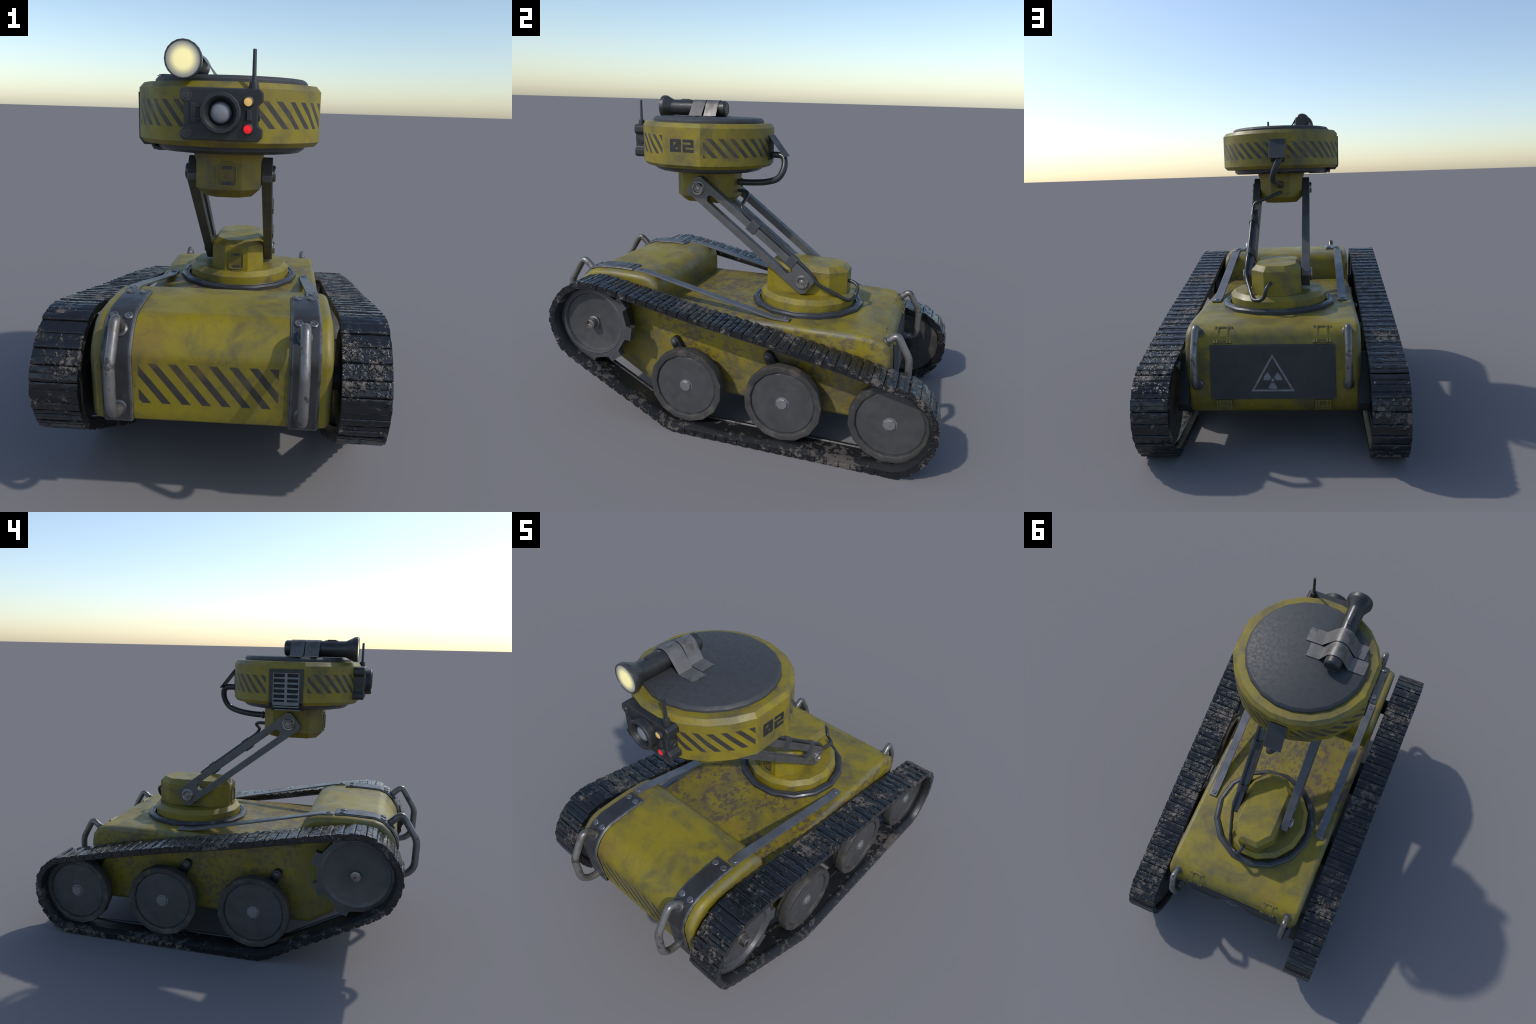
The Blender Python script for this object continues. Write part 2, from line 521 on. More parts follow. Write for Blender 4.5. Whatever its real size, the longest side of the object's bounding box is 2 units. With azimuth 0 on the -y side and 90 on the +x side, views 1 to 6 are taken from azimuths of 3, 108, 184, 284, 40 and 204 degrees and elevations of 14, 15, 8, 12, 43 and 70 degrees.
def tread_pad(variant):
    """Rubber grouser bar: local x across, y along travel, z outwards (0 = outline); lumpy with caked mud."""
    bm = bmesh.new()
    prof = [(-0.0250, -0.0275), (-0.0252, -0.012), (-0.0254, -0.0040), (-0.0235, -0.0030), (-0.016, -0.0022), (-0.0085, -0.0024), (-0.0035, -0.0030), (-0.0012, 0.0010),
            (0.006, 0.0014), (0.013, 0.0013), (0.0195, 0.0010), (0.0230, -0.0010), (0.0252, -0.0040), (0.0250, -0.012), (0.0248, -0.0275)]
    nx = 26
    rings = []
    for i in range(nx + 1):
        x = TX0 + (TX1 - TX0) * i / nx
        ring = []
        for k, (py, pz) in enumerate(prof):
            d = 0.0
            if 0 < k < len(prof) - 1:
                q = Vector((x * 34, py * 34, variant * 7.3 + pz * 30))
                lump = mnoise.noise(q) + 0.5 * mnoise.noise(q * 2.3)
                d = min(0.0012, 0.0024 * lump) if pz > -0.01 else 0.0012 * lump
            if pz > -0.01:
                ring.append((x, py, min(0.0016, pz + d)))
            else:
                ring.append((x, py + d * (1 if py > 0 else -1), pz))
        rings.append(ring)
    loft(bm, rings)
    return bm


pad_kinds = {}
for s in (-1, 1):
    bm = bmesh.new()
    sec = [(TX0 + 0.004, 0.012), (TX1 - 0.004, 0.012), (TX1 - 0.004, 0.0268), (TX1, 0.0278), (TX1, 0.031), (0.558, 0.040), (0.543, 0.043), (0.537, 0.042), (0.533, 0.036),
           (0.452, 0.036), (0.448, 0.042), (0.442, 0.043), (0.432, 0.040), (TX0, 0.031), (TX0, 0.0278), (TX0 + 0.004, 0.0268)]
    rings = []
    offs = {d: offset_poly(TRACK, d) for d in {d for _, d in sec}}
    for i in range(len(TRACK)):
        rings.append([(s * x, offs[d][i].x, offs[d][i].y) for x, d in sec])
    rings.append(rings[0])
    loft(bm, rings, caps=False)
    track = finish(bm, "track", "belt", angle=38)
    pads, _ = arc_points(TRACK, PITCH)
    for p, t in pads:
        v = random.randrange(8)
        if v not in pad_kinds:
            pad = pad_kinds[v] = finish(tread_pad(v), "tread_pad", "tread", track, angle=45)
        else:
            pad = pad_kinds[v].copy()
            COL.objects.link(pad)
            pad.parent = track
        # outward normal is to the right of the ccw direction
        nrm = Vector((t.y, -t.x))
        m = Matrix(((s, 0, 0, 0), (0, t.x, nrm.x, p.x), (0, t.y, nrm.y, p.y), (0, 0, 0, 1)))
        pad.matrix_local = m

WHEELS = [(-0.205, 0.2265), (0.288, 0.2255), (0.785, 0.2225)]
protos = {}


def part(key, build, mat, parent, matrix, angle=32, **kw):
    """First call makes the mesh at the origin, later calls reuse it."""
    if key not in protos:
        bm = bmesh.new()
        build(bm)
        protos[key] = finish(bm, key, mat, parent, angle, **kw)
        protos[key].matrix_local = matrix
        return protos[key]
    return copy_of(protos[key], key, matrix, parent)


def side(s, y, z, turn=0.0):
    return Matrix.Translation((0, y, z)) @ Matrix.Scale(s, 4, (1, 0, 0)) @ Matrix.Rotation(turn, 4, "X")


def b_tyre(bm):
    lathe(bm, [(0.05, 0.447), (0.176, 0.447), (0.182, 0.452), (0.184, 0.470), (0.190, 0.474), (0.190, 0.515), (0.187, 0.519), (0.164, 0.519), (0.1585, 0.516), (0.155, 0.505), (0.05, 0.505)], (0, 0, 0), (1, 0, 0), 15, 0.2)


def b_disc(bm):
    lathe(bm, [(0.156, 0.500), (0.1535, 0.506), (0.148, 0.5095), (0.0, 0.5095)], (0, 0, 0), (1, 0, 0), 30)


def b_hub(bm):
    lathe(bm, [(0.036, 0.505), (0.034, 0.510), (0.027, 0.5105), (0.027, 0.516), (0.0235, 0.5195), (0, 0.5195)], (0, 0, 0), (1, 0, 0), 8, pi / 8)


def b_axle(bm):
    lathe(bm, [(0.034, 0.375), (0.034, 0.478)], (0, 0, 0), (1, 0, 0), 14)


for s in (-1, 1):
    for i, (y, z) in enumerate(WHEELS):
        w = part("wheel", b_tyre, "tyre", root, side(s, y, z, 0.3 * i), 40)
        part("wheel_disc", b_disc, "disc", w, Matrix.Rotation(0.5 * i, 4, "X"))
        part("hub_bolt", b_hub, "hub", w, Matrix.Rotation(-0.3 * i, 4, "X"), 25)
        if i < 2:
            part("wheel_axle", b_axle, "axle", w, Matrix())

SPR = (-0.706, 0.490)


def b_sprocket(bm, rim=0.529, floor=0.513, phase=-9.0):
    outl = []
    for k in range(8):
        c = radians(phase + 45 * k)
        tip = 0.218 if cos(c + 0.35) > 0.25 else 0.207     # teeth that bite into the belt end inside it
        for a, r in ((-10.5, 0.189), (-8.6, tip), (8.6, tip), (10.5, 0.189)):
            outl.append((r * cos(c + radians(a)), r * sin(c + radians(a))))
    hole = [(0.168 * cos(2 * pi * i / 24), 0.168 * sin(2 * pi * i / 24)) for i in range(24)]
    plate_with_holes(bm, outl, [hole], lambda p, q: (rim if q else rim - 0.042, p[0], p[1]))
    lathe(bm, [(0.168, rim - 0.040), (0.168, rim), (0.164, rim + 0.0025), (0.158, rim + 0.0015), (0.150, floor + 0.0015), (0.145, floor), (0, floor)], (0, 0, 0), (1, 0, 0), 24)


def b_sbolt(bm):
    lathe(bm, [(0.034, 0.480), (0.031, 0.518), (0.0265, 0.520), (0.0260, 0.549), (0.0245, 0.5525), (0.020, 0.554), (0, 0.554)], (0, 0, 0), (1, 0, 0), 16)
    # screwdriver slot as two raised half pads
    for q in (-1, 1):
        half = [(q * 0.0022, -0.017)] + [(q * 0.0185 * cos(a), 0.0185 * sin(a)) for a in (-1.2, -0.7, 0, 0.7, 1.2)] + [(q * 0.0022, 0.017)]
        prism(bm, [(p[0], p[1]) for p in half], 0, 0.5535, 0.5565)


for s in (-1, 1):
    bm = bmesh.new()
    b_sprocket(bm, *((0.529, 0.513, -9.0) if s > 0 else (0.5185, 0.5145, 17.5)))
    sp = finish(bm, "sprocket", "sprocket", angle=30)
    sp.matrix_local = side(s, *SPR)
    part("sprocket_bolt", b_sbolt, "bolt", sp, Matrix.Translation((0.002 if s > 0 else -0.014, 0, 0)) @ Matrix.Rotation(radians(75), 4, "X"), 30)
    part("sprocket_drum", lambda bm: lathe(bm, [(0.17, 0.430), (0.183, 0.438), (0.183, 0.478)], (0, 0, 0), (1, 0, 0), 24), "axle", sp, Matrix())
    part("sprocket_axle", lambda bm: lathe(bm, [(0.045, 0.375), (0.045, 0.492)], (0, 0, 0), (1, 0, 0), 16), "axle", sp, Matrix())


def b_swing(bm):
    """Suspension lever from its pivot (origin) down to the wheel axle."""
    d = Vector((0.101, -0.184))
    L, a = d.length, math.atan2(d.y, d.x)
    poly = [(0.024 * cos(t), 0.024 * sin(t)) for t in [pi / 2 + pi * k / 6 for k in range(7)]] + [(L, -0.03), (L + 0.03, 0), (L, 0.03)]
    poly = [(p[0] * cos(a) - p[1] * sin(a), p[0] * sin(a) + p[1] * cos(a)) for p in poly]
    prism(bm, poly, 0, 0.376, 0.426)


for s in (-1, 1):
    for y, z in ((-0.306, 0.410), (0.185, 0.409), (0.684, 0.4065)):
        sw = part("suspension_lever", b_swing, "axle", root, side(s, y, z), bevel=0.003)
        part("lever_bolt", lambda bm: lathe(bm, [(0.023, 0.424), (0.021, 0.429), (0.0165, 0.430), (0.0155, 0.437), (0.009, 0.442), (0, 0.443)], (0, 0, 0), (1, 0, 0), 14), "disc", sw, Matrix())

# ------------------------------------------------------------------ guard plates, straps, handles
GP = [(-0.574, 0.7385), (-0.657, 0.7410), (-0.775, 0.7360), (-0.820, 0.7200), (-0.860, 0.6855), (-0.888, 0.6410), (-0.8985, 0.600), (-0.887, 0.42), (-0.881, 0.374)]


def strip_outline(pts, th):
    """Thick open polyline in (y,z): outer points, then the inner ones shifted along the normals."""
    inner = []
    for i, p in enumerate(pts):
        a, b = Vector(pts[max(i - 1, 0)]), Vector(pts[min(i + 1, len(pts) - 1)])
        t = (b - a).normalized()
        inner.append((p[0] - t.y * th, p[1] + t.x * th))
    return list(pts) + inner[::-1]


for s in (-1, 1):
    bm = bmesh.new()
    prism(bm, strip_outline(GP, 0.014), 0, s * 0.253, s * 0.354)
    gp = finish(bm, "guard_plate", "plate", bevel=0.007, segs=1, bang=60)
    for x in (0.278, 0.3265):
        screw("plate_screw", (s * x, -0.613, 0.7395), (0, 0, 1), parent=gp)
        screw("plate_screw", (s * x, -0.8145, 0.7225), (0, -0.42, 0.91), parent=gp)
    bm = bmesh.new()
    ST = [(0.262, 0.5785), (0.182, 0.5815), (0.150, 0.588), (-0.485, 0.7285), (-0.515, 0.7345), (-0.568, 0.7365)]
    prism(bm, strip_outline(ST, 0.0095), 0, s * 0.309, s * 0.355)
    st = finish(bm, "strap", "strap", bevel=0.0022, bang=50)
    screw("strap_screw", (s * 0.333, -0.546, 0.735), (0, 0, 1), 0.0138, parent=st)
    screw("strap_screw", (s * 0.333, 0.238, 0.5785), (0, 0, 1), 0.0138, parent=st)
    # carrying handles, bent from tube
    bm = bmesh.new()
    pts = fillet([(s * 0.297, -0.836, 0.688), (s * 0.297, -0.903, 0.750), (s * 0.297, -0.984, 0.620), (s * 0.297, -0.981, 0.478), (s * 0.297, -0.940, 0.434), (s * 0.297, -0.868, 0.428)], 0.030)
    tube(bm, pts, 0.0178, 12)
    h = finish(bm, "handle", "handle", angle=50)
    bm = bmesh.new()
    lathe(bm, [(0.026, -0.006), (0.0255, 0.003), (0.019, 0.007)], (s * 0.297, -0.856, 0.692), (0, -0.76, 0.65), 14)
    lathe(bm, [(0.026, -0.006), (0.0255, 0.003), (0.019, 0.007)], (s * 0.297, -0.888, 0.434), (0, -1, 0.05), 14)
    finish(bm, "handle_flange", "plate", h)
    bm = bmesh.new()
    pts = fillet([(s * 0.335, 0.708, 0.520), (s * 0.335, 0.773, 0.577), (s * 0.335, 0.834, 0.466), (s * 0.335, 0.834, 0.350), (s * 0.335, 0.816, 0.314), (s * 0.335, 0.755, 0.308)], 0.026)
    tube(bm, pts, 0.0168, 12)
    h = finish(bm, "handle", "handle", angle=50)
    bm = bmesh.new()
    lathe(bm, [(0.025, -0.006), (0.0245, 0.003), (0.018, 0.007)], (s * 0.335, 0.729, 0.537), (0, 0.79, 0.61), 14)
    lathe(bm, [(0.025, -0.006), (0.0245, 0.003), (0.018, 0.007)], (s * 0.335, 0.772, 0.309), (0, 1, 0), 14)
    finish(bm, "handle_flange", "plate", h)

# ------------------------------------------------------------------ turret
TY = 0.267
bm = bmesh.new()
lathe(bm, [(0.254, 0.560), (0.256, 0.588), (0.265, 0.592), (0.2670, 0.588), (0.2695, 0.588), (0.2710, 0.592), (0.284, 0.5905), (0.2905, 0.5835), (0.2905, 0.560)], (0, TY, 0), (0, 0, 1), 15, 0.0)
ring = finish(bm, "turret_ring", "ring", angle=28)
bm = bmesh.new()
lathe(bm, [(0.2495, 0.560), (0.2495, 0.622), (0.227, 0.6445), (0.0, 0.6445)], (0, TY, 0), (0, 0, 1), 14, 0)
turret = finish(bm, "turret_base", "yellow", angle=29)


def octagon(fx, mx, sy, ey, cy):
    """Long octagon: end faces half-width fx, flanks at +-mx for |y|<sy, ends at +-ey."""
    return [(-fx, cy - ey), (fx, cy - ey), (mx, cy - sy), (mx, cy + sy), (fx, cy + ey), (-fx, cy + ey), (-mx, cy + sy), (-mx, cy - sy)]


bm = bmesh.new()
o1 = octagon(0.055, 0.122, 0.133, 0.2125, 0.2685)
o2 = [tuple(p) for p in offset_poly(o1, 0.025)]
loft(bm, [[(*p, 0.630) for p in o1], [(*p, 0.7635) for p in o1], [(*p, 0.789) for p in o2]])
dome = finish(bm, "turret_housing", "yellow", turret, angle=20, bevel=0.002)


def access_cover(y, z, w, h, parent):
    """Recessed cover with a raised rim and two finger notches, facing the front."""
    def rr(w, h, r):
        return [(sx * (w - r) + r * cos(a), sz * (h - r) + r * sin(a) + z) for sx, sz, a0 in ((1, 1, 0), (-1, 1, 90), (-1, -1, 180), (1, -1, 270)) for a in (radians(a0), radians(a0 + 45), radians(a0 + 90))]
    bm = bmesh.new()
    plate_with_holes(bm, rr(w + 0.005, h + 0.005, 0.010), [rr(w, h, 0.007)], lambda p, s: (p[0], y - (0.0062 if s else -0.004), p[1]))
    cov = finish(bm, "access_cover", "yellow", parent, bevel=0.0012)
    bm = bmesh.new()
    prism(bm, [(p[0], p[1]) for p in rr(w, h, 0.007)], 1, y - 0.0012, y + 0.004)
    finish(bm, "cover_plate", "inset", cov)
    for q in (-1, 1):
        bm = bmesh.new()
        box(bm, -w * 0.52, w * 0.52, y - 0.0022, y + 0.003, z + q * h * 0.80 - 0.006, z + q * h * 0.80 + 0.006)
        finish(bm, "finger_notch", "cap", cov)
        bm = bmesh.new()
        box(bm, -w * 0.6, w * 0.6, y - 0.0065, y + 0.003, z + q * (h + 0.012) - 0.002, z + q * (h + 0.012) + 0.002)
        finish(bm, "cover_tab", "yellow", cov, bevel=0.001)


access_cover(0.2685 - 0.2125, 0.696, 0.031, 0.036, dome)

# ------------------------------------------------------------------ neck
NY = -0.298
n1 = octagon(0.056, 0.122, 0.099, 0.159, NY)
n0 = octagon(0.060, 0.137, 0.103, 0.160, NY)
n2 = [tuple(p) for p in offset_poly(n1, 0.034)]
bm = bmesh.new()
loft(bm, [[(*p, 1.066) for p in n2], [(*p, 1.098) for p in n1], [(*p, 1.196) for p in n1], [(*p, 1.245) for p in n0]])
neck = finish(bm, "neck", "yellow", angle=20, bevel=0.002)
access_cover(NY - 0.159, 1.152, 0.033, 0.036, neck)

# ------------------------------------------------------------------ swing arms
PU, PL = Vector((-0.293, 1.147)), Vector((0.273, 0.716))
U = (PL - PU).normalized()
W = Vector((-U.y, U.x))


def arm_pt(a, c):
    q = PU + U * a + W * c
    return q.x, q.y


AL = (PL - PU).length
hw, ch, e = 0.056, 0.017, 0.046
outer = [(-e, -hw + ch), (-e + ch, -hw), (AL + e - ch, -hw), (AL + e, -hw + ch), (AL + e, hw - ch), (AL + e - ch, hw), (-e + ch, hw), (-e, hw - ch)]
slot = [(0.064, -0.006), (0.078, -0.021), (AL - 0.085, -0.021), (AL - 0.073, -0.008), (AL - 0.073, 0.008), (AL - 0.085, 0.019), (0.078, 0.019), (0.064, 0.008)]
for s in (-1, 1):
    bm = bmesh.new()
    plate_with_holes(bm, outer, [slot], lambda p, q: (s * (0.165 if q else 0.124), *arm_pt(*p)))
    arm = finish(bm, "swing_arm", "arm", angle=25, bevel=0.0018, bang=40)
    for p in (PU, PL):
        bm = bmesh.new()
        lathe(bm, [(0.036, 0.163), (0.035, 0.1665), (0.0325, 0.167), (0.0325, 0.174), (0.029, 0.178), (0.023, 0.1775), (0.018, 0.171), (0.012, 0.171), (0.009, 0.1735), (0, 0.1745)], (0, p.x, p.y), (s, 0, 0), 18)
        finish(bm, "pivot_bolt", "bolt", arm)
        bm = bmesh.new()
        lathe(bm, [(0.030, 0.10), (0.030, 0.126)], (0, p.x, p.y), (s, 0, 0), 14)
        finish(bm, "pivot_pin", "axle", arm)
    if s > 0:
        main_arm = arm

# ------------------------------------------------------------------ sensor head
N = 22


def head_ring(r, z, trim=1.0):
    out = []
    for i in range(N):
        a = 2 * pi * (i + 1) / N - 0.0
        x, y = r * cos(a), r * sin(a)
        out.append([x, y, z])
    # cut flats left and right: drop the corner vertex onto the chord of its neighbours
    for i in range(N):
        a = 2 * pi * (i + 1) / N
        if abs(abs(cos(a)) - 1) < 1e-6:
            sg = 1 if cos(a) > 0 else -1
            out[i][0] = sg * (r - 0.341 + 0.3325)
            out[i][1] = 0
        elif abs(cos(a)) > 0.95:
            sg = 1 if cos(a) > 0 else -1
            out[i][0] = sg * (r - 0.341 + 0.3325)
    return [(x, y + HC, z) for x, y, z in out]


bm = bmesh.new()
loft(bm, [head_ring(0.27, 1.262), head_ring(0.325, 1.262), head_ring(0.341, 1.279), head_ring(0.341, 1.456), head_ring(0.324, 1.4755), head_ring(0.27, 1.4765)])
head = finish(bm, "sensor_head", "head", angle=25)
for ed in head.data.edges:      # crisp corners where the flats begin
    a, b = (head.data.vertices[k].co for k in ed.vertices)
    if abs(a.z - b.z) > 0.01 and min(abs(a.x), abs(b.x)) > 0.3 and 0.08 < abs(a.y - HC) < 0.11:
        ed.use_edge_sharp = True
bm = bmesh.new()
lathe(bm, [(0.287, 1.470), (0.287, 1.4865), (0.2855, 1.4885), (0.2765, 1.4975), (0.274, 1.4985), (0, 1.4985)], (0, HC - 0.002, 0), (0, 0, 1), 22)
finish(bm, "top_cap", "cap", head, angle=25)
bm = bmesh.new()
lathe(bm, [(0, 1.236), (0.268, 1.236), (0.284, 1.247), (0.286, 1.270)], (0, HC, 0), (0, 0, 1), 22)
finish(bm, "bottom_ring", "ring", head, angle=25)

# painted number on the flat flank: "02" cut as flat stencils
FX = 0.3325
bm = bmesh.new()
zero = [(-0.361, 1.342), (-0.305, 1.342), (-0.305, 1.402), (-0.361, 1.402)]
z_h1 = [(-0.3455, 1.3885), (-0.325, 1.3885), (-0.3455, 1.3705)]
z_h2 = [(-0.3205, 1.369), (-0.3205, 1.3555), (-0.338, 1.3555)]
two = [(-0.295, 1.342), (-0.239, 1.342), (-0.239, 1.3555), (-0.280, 1.3555), (-0.280, 1.366), (-0.239, 1.366), (-0.239, 1.398), (-0.243, 1.402),
       (-0.295, 1.402), (-0.295, 1.3885), (-0.2545, 1.3885), (-0.2545, 1.3785), (-0.295, 1.3785)]
for o, hs in ((zero, [z_h1, z_h2]), (two, [])):
    plate_with_holes(bm, o, hs, lambda p, s: (FX + (0.0012 if s else -0.002), p[0], p[1]))
finish(bm, "painted_number", "ink", head)

# exhaust vent on the other flank, wrapping under the rim
def vent_path(off):
    return [(-FX - off, 1.4415), (-FX - off, 1.277 - off * 0.2), (-FX + 0.016 - off * 0.8, 1.258 - off), (-0.287 - off, 1.258 - off), (-0.285 - off * 0.6, 1.245 - off * 0.6), (-0.268, 1.236 - off * 0.7), (-0.165, 1.236 - off * 0.7)]


def strip(bm, pts, th, y0, y1):
    o = strip_outline(pts, th)
    loft(bm, [[(p[0], y0, p[1]) for p in o], [(p[0], y1, p[1]) for p in o]])


bm = bmesh.new()
VP = vent_path(0.0062)
for y0, y1 in ((-0.390, -0.371), (-0.239, -0.220)):
    strip(bm, VP, 0.012, y0, y1)
box(bm, -FX - 0.0061, -FX + 0.004, -0.390, -0.220, 1.422, 1.4412)
box(bm, -0.190, -0.165, -0.390, -0.220, 1.2320, 1.242)
vent = finish(bm, "vent_frame", "dark", head, bevel=0.0015, bang=40)
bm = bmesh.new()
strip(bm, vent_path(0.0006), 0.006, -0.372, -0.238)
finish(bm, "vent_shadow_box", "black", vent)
bm = bmesh.new()
VB = vent_path(0.0046)
for y0, y1 in ((-0.3715, -0.366), (-0.312, -0.298), (-0.244, -0.2385)):
    strip(bm, VB[:3], 0.006, y0, y1)
zs = [1.4225 - 0.0255 * k for k in range(7)]
for zc in zs:
    box(bm, -FX - 0.0047, -FX + 0.002, -0.3715, -0.2385, zc - 0.0045, zc + 0.0045)
for t in (0.0, 0.5, 1.0):
    p = Vector(VB[1]).lerp(Vector(VB[2]), t)
    box(bm, p.x - 0.001, p.x + 0.006, -0.3715, -0.2385, p.y - 0.003, p.y + 0.004)
for x in (-0.285, -0.262, -0.240, -0.218, -0.197):
    box(bm, x - 0.005, x + 0.005, -0.3715, -0.2385, 1.2328, 1.240)
finish(bm, "vent_grill", "grill", vent, bevel=0.001, bang=40)

# cable port and rain flap at the back
bm = bmesh.new()
box(bm, -0.036, 0.036, 0.02, 0.0425, 1.298, 1.420)
finish(bm, "cable_port", "black", head)
bm = bmesh.new()
FT, FB = Vector((0.042, 1.4225)), Vector((0.126, 1.319))
fn = Vector((0.103, 0.084)).normalized() * 0.006
prism(bm, [tuple(FT), tuple(FB), tuple(FB - fn), tuple(FT - fn)], 0, -0.0455, 0.0435)
finish(bm, "rain_flap", "panel", head, bevel=0.0015)

# ------------------------------------------------------------------ camera block
CAM = [(-0.125, 1.453), (-0.134, 1.442), (-0.134, 1.418), (-0.122, 1.405), (-0.122, 1.331), (-0.134, 1.318), (-0.134, 1.297), (-0.125, 1.2875),
       (0.122, 1.2875), (0.134, 1.299), (0.134, 1.325), (0.120, 1.337), (0.120, 1.402), (0.134, 1.415), (0.134, 1.441), (0.122, 1.453)]
bm = bmesh.new()
prism(bm, CAM, 1, -0.670, -0.590)
cam = finish(bm, "camera_block", "dark", head, bevel=0.004, segs=2, bang=20, angle=25)
bm = bmesh.new()
lathe(bm, [(0.067, 0.0), (0.0665, 0.028), (0.063, 0.033), (0.054, 0.033), (0.051, 0.029), (0.038, 0.010), (0.037, 0.004), (0, 0.004)], (0.0, -0.670, 1.3755), (0, -1, 0), 16, 0.2)
lens = finish(bm, "lens_hood", "dark", cam, angle=30)
bm = bmesh.new()
lathe(bm, [(0.0365, 0.006), (0.0355, 0.014), (0.030, 0.0195), (0.020, 0.0235), (0.010, 0.0255), (0, 0.026)], (0.0, -0.670, 1.3755), (0, -1, 0), 24)
finish(bm, "lens_glass", "eye", cam, angle=60)
for z, mt, nm in ((1.412, "amber", "amber_lamp"), (1.3265, "red", "red_lamp")):
    bm = bmesh.new()
    lathe(bm, [(0.0185, -0.002), (0.0178, 0.010), (0.0155, 0.012), (0.0145, 0.008), (0, 0.008)], (0.0875, -0.670, z), (0, -1, 0), 18)
    rim = finish(bm, "lamp_rim", "dark", cam)
    bm = bmesh.new()
    lathe(bm, [(0.0142, 0.006), (0.0135, 0.0092), (0.008, 0.0105), (0, 0.011)], (0.0875, -0.670, z), (0, -1, 0), 18)
    finish(bm, nm, mt, rim, angle=60)
for z in (1.4285, 1.3125):
    bm = bmesh.new()
    lathe(bm, [(0.0185, -0.002), (0.0178, 0.0025), (0.0150, 0.0025), (0.0138, 0.0004), (0.0115, 0.0004), (0.0105, 0.003), (0, 0.0034)], (-0.1125, -0.670, z), (0, -1, 0), 18)
    box(bm, -0.1135, -0.1115, -0.6745, -0.672, z - 0.009, z + 0.009)
    finish(bm, "camera_screw", "torch", cam)
bm = bmesh.new()
box(bm, -0.1035, -0.070, -0.6725, -0.668, 1.340, 1.412)
lat = finish(bm, "camera_latch", "axle", cam, bevel=0.002)
bm = bmesh.new()
box(bm, -0.0985, -0.0815, -0.676, -0.669, 1.3455, 1.4065)
box(bm, -0.084, -0.066, -0.6775, -0.669, 1.391, 1.397)
box(bm, -0.084, -0.066, -0.6775, -0.669, 1.352, 1.358)
finish(bm, "latch_tongue", "dark", lat, bevel=0.0015)
bm = bmesh.new()
box(bm, 0.0775, 0.0835, -0.6715, -0.668, 1.353, 1.386)
finish(bm, "button_slot", "black", cam)
bm = bmesh.new()
box(bm, 0.0835, 0.100, -0.6785, -0.668, 1.353, 1.386)
finish(bm, "shutter_button", "dark", cam, bevel=0.002)
for s in (-1, 1):      # side thumb screws in the waist of the block
    bm = bmesh.new()
    lathe(bm, [(0.018, 0.118), (0.0178, 0.1235), (0.014, 0.1245), (0.0125, 0.1225), (0.008, 0.1225), (0.007, 0.1245), (0, 0.125)], (0, -0.6415, 1.370), (s, 0, 0), 16)
    finish(bm, "side_screw", "dark", cam)
bm = bmesh.new()
lathe(bm, [(0.0175, 1.450), (0.0172, 1.456), (0.0138, 1.4755), (0.0080, 1.4765), (0.0070, 1.48), (0.0062, 1.573), (0.0052, 1.5755), (0, 1.5755)], (0.1025, -0.6425, 0), (0, 0, 1), 12)
finish(bm, "antenna", "dark", cam)

# ------------------------------------------------------------------ torch taped to the top
FXC, FZ = -0.130, 1.5405
bm = bmesh.new()
lathe(bm, [(0, 0.2575), (0.026, 0.2575), (0.027, 0.260), (0.0315, 0.260), (0.0325, 0.2575), (0.0355, 0.258), (0.0405, 0.265), (0.0405, 0.568), (0.0435, 0.575), (0.058, 0.606), (0.0615, 0.611), (0.0625, 0.615), (0.0625, 0.631), (0.0605, 0.634), (0.0575, 0.634), (0.0565, 0.629), (0, 0.629)],
      (FXC, 0, FZ), (0, -1, 0), 20)
torch = finish(bm, "torch", "torch", head, angle=30)
bm = bmesh.new()
lathe(bm, [(0.0572, 0.6285), (0.0565, 0.6315), (0.03, 0.633), (0, 0.6335)], (FXC, 0, FZ), (0, -1, 0), 24)
finish(bm, "torch_glass", "beam", torch, angle=60)
bm = bmesh.new()
box(bm, FXC - 0.009, FXC + 0.009, -0.528, -0.464, FZ + 0.036, FZ + 0.0435)
box(bm, FXC - 0.006, FXC + 0.006, -0.519, -0.476, FZ + 0.040, FZ + 0.0465)
finish(bm, "torch_switch", "dark", torch, bevel=0.0012)


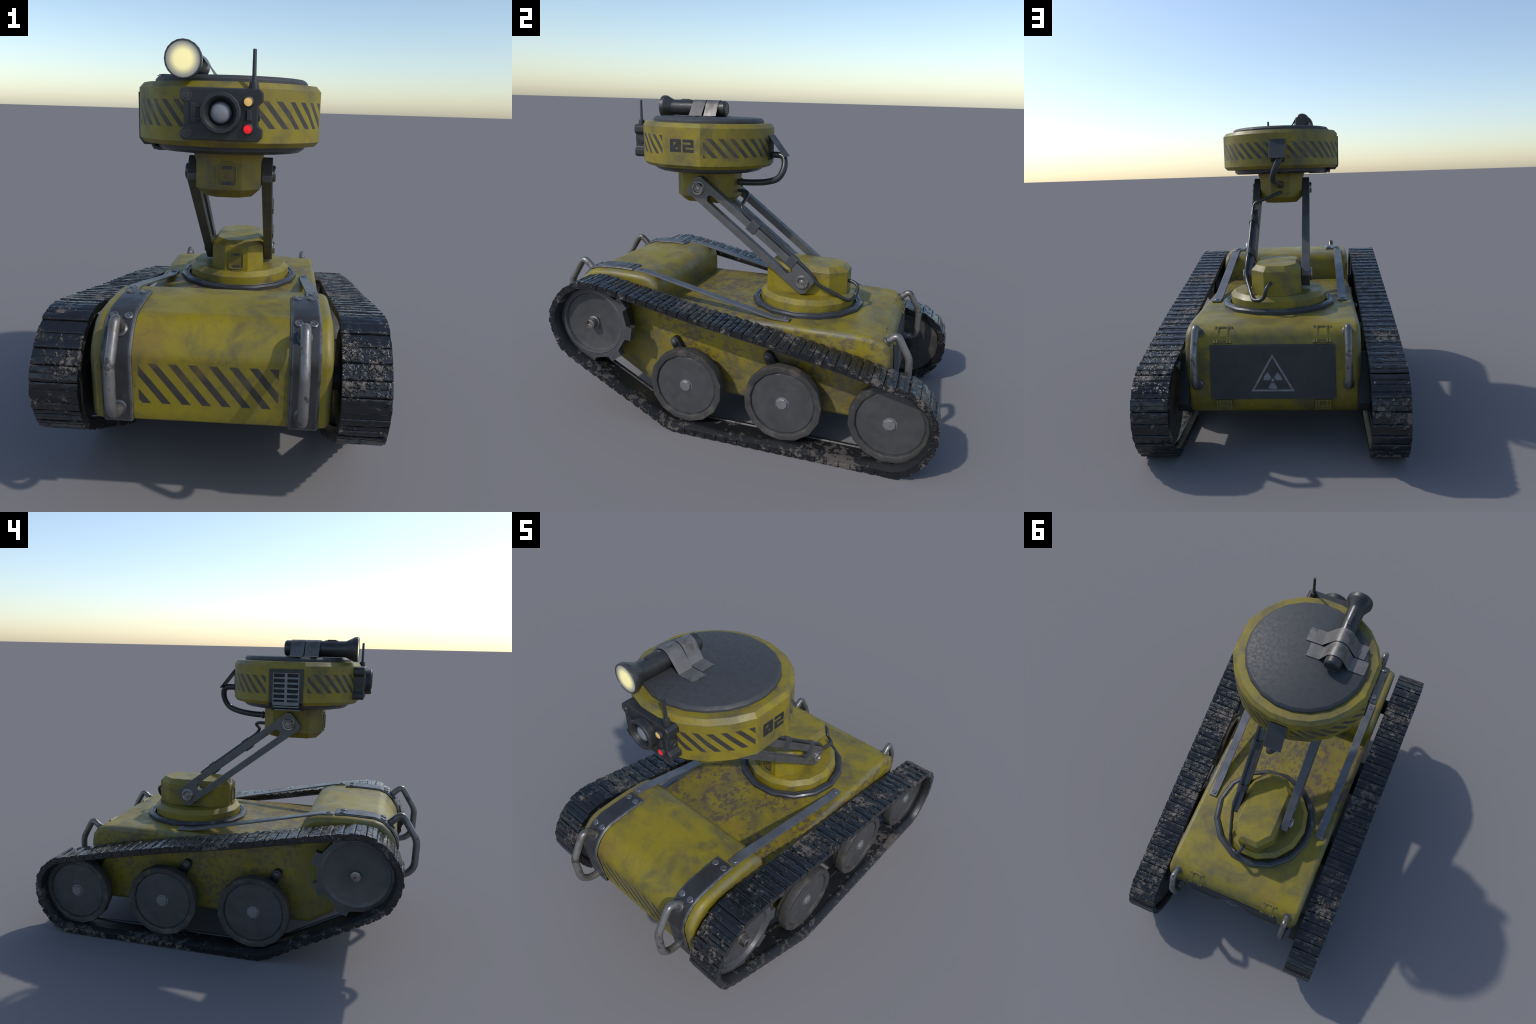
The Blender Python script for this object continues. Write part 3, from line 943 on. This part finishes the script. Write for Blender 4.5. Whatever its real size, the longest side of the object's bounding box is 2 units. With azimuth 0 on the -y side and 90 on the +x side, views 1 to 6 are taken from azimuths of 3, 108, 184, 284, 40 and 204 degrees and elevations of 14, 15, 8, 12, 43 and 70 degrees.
def tape(y0, y1, xr, foldr, foldl, xl, seed):
    rnd = random.Random(seed)
    R, zt, th = 0.0425, 1.5005, 0.0018
    c = Vector((FXC, FZ))

    def tangent(px, sg):
        v = Vector((px, zt)) - c
        d = v.length
        b = math.atan2(v.y, v.x) + sg * math.acos(R / d)
        return b
    ar, al = tangent(foldr, 1), tangent(foldl, -1)
    if al < ar:
        al += 2 * pi
    path = [(xr, zt), ((xr + foldr) / 2, zt + 0.001), (foldr, zt + 0.0008)]
    path += [tuple(c + Vector((cos(ar + (al - ar) * k / 10), sin(ar + (al - ar) * k / 10))) * R) for k in range(11)]
    path += [(foldl, zt + 0.0008), ((xl + foldl) / 2, zt + 0.001), (xl, zt)]
    K = 7
    rows = []
    for j in range(K):
        t = j / (K - 1)
        jr, jl = (rnd.uniform(-0.0022, 0.0022) for _ in range(2))
        row = []
        for i, p in enumerate(path):
            x = p[0] + (jr if i == 0 else jl if i == len(path) - 1 else 0)
            w = rnd.uniform(-0.0004, 0.0004) if i in (0, 1, len(path) - 2) else 0
            skew = 0.0
            row.append(Vector((x, y0 + (y1 - y0) * t + skew, p[1] + w)))
        rows.append(row)
    bm = bmesh.new()
    top = [[bm.verts.new(p + Vector((0, 0, th))) for p in r] for r in rows]
    bot = [[bm.verts.new(p) for p in r] for r in rows]
    n = len(path)
    for j in range(K - 1):
        for i in range(n - 1):
            bm.faces.new((top[j][i], top[j][i + 1], top[j + 1][i + 1], top[j + 1][i]))
            bm.faces.new((bot[j][i], bot[j + 1][i], bot[j + 1][i + 1], bot[j][i + 1]))
    for j in (0, K - 1):
        for i in range(n - 1):
            bm.faces.new((top[j][i], bot[j][i], bot[j][i + 1], top[j][i + 1]))
    for i in (0, n - 1):
        for j in range(K - 1):
            bm.faces.new((top[j][i], top[j + 1][i], bot[j + 1][i], bot[j][i]))
    finish(bm, "tape_strip", "tape", torch, angle=35)


tape(-0.442, -0.369, 0.034, -0.044, -0.206, -0.250, 3)
tape(-0.3635, -0.293, 0.004, -0.058, -0.199, -0.274, 5)

# ------------------------------------------------------------------ cables and their clips
bm = bmesh.new()
tube(bm, fillet([(-0.020, 0.025, 1.322), (-0.020, 0.106, 1.322), (0.012, 0.119, 1.262), (0.030, 0.093, 1.205), (0.016, 0.02, 1.182), (0.0, -0.07, 1.173), (0.0, -0.135, 1.172)], 0.045), 0.0165, 12)
lathe(bm, [(0.021, 0.0), (0.0205, 0.008), (0.017, 0.011)], (0, -0.121, 1.172), (0, 1, 0), 14)
finish(bm, "head_cable", "cable", angle=50)


def along_arm(a, c, x):
    return (x, *arm_pt(a, c))


bm = bmesh.new()
tube(bm, fillet([(-0.003, -0.135, 1.127), (0.004, -0.085, 1.126), (0.040, -0.066, 1.112), (0.146, -0.066, 1.072), along_arm(0.262, 0.066, 0.153), along_arm(0.345, 0.066, 0.153), along_arm(0.603, 0.066, 0.154),
                 along_arm(0.70, 0.066, 0.158), (0.155, 0.345, 0.712), (0.106, 0.506, 0.627), (0.052, 0.528, 0.640), (0.040, 0.536, 0.690), (0.026, 0.510, 0.709), (0.020, 0.470, 0.709)], 0.032), 0.0092, 10)
finish(bm, "arm_cable", "cable", angle=50)
for a0, a1 in ((0.319, 0.369), (0.581, 0.624)):
    bm = bmesh.new()
    poly = [(0.012, 0.120), (0.012, 0.169), (0.060, 0.169), (0.072, 0.164), (0.078, 0.156), (0.078, 0.146), (0.070, 0.138), (0.060, 0.130), (0.060, 0.120)]
    loft(bm, [[along_arm(a, c, x) for c, x in poly] for a in (a0, a1)])
    finish(bm, "cable_clip", "cap", main_arm, bevel=0.001)
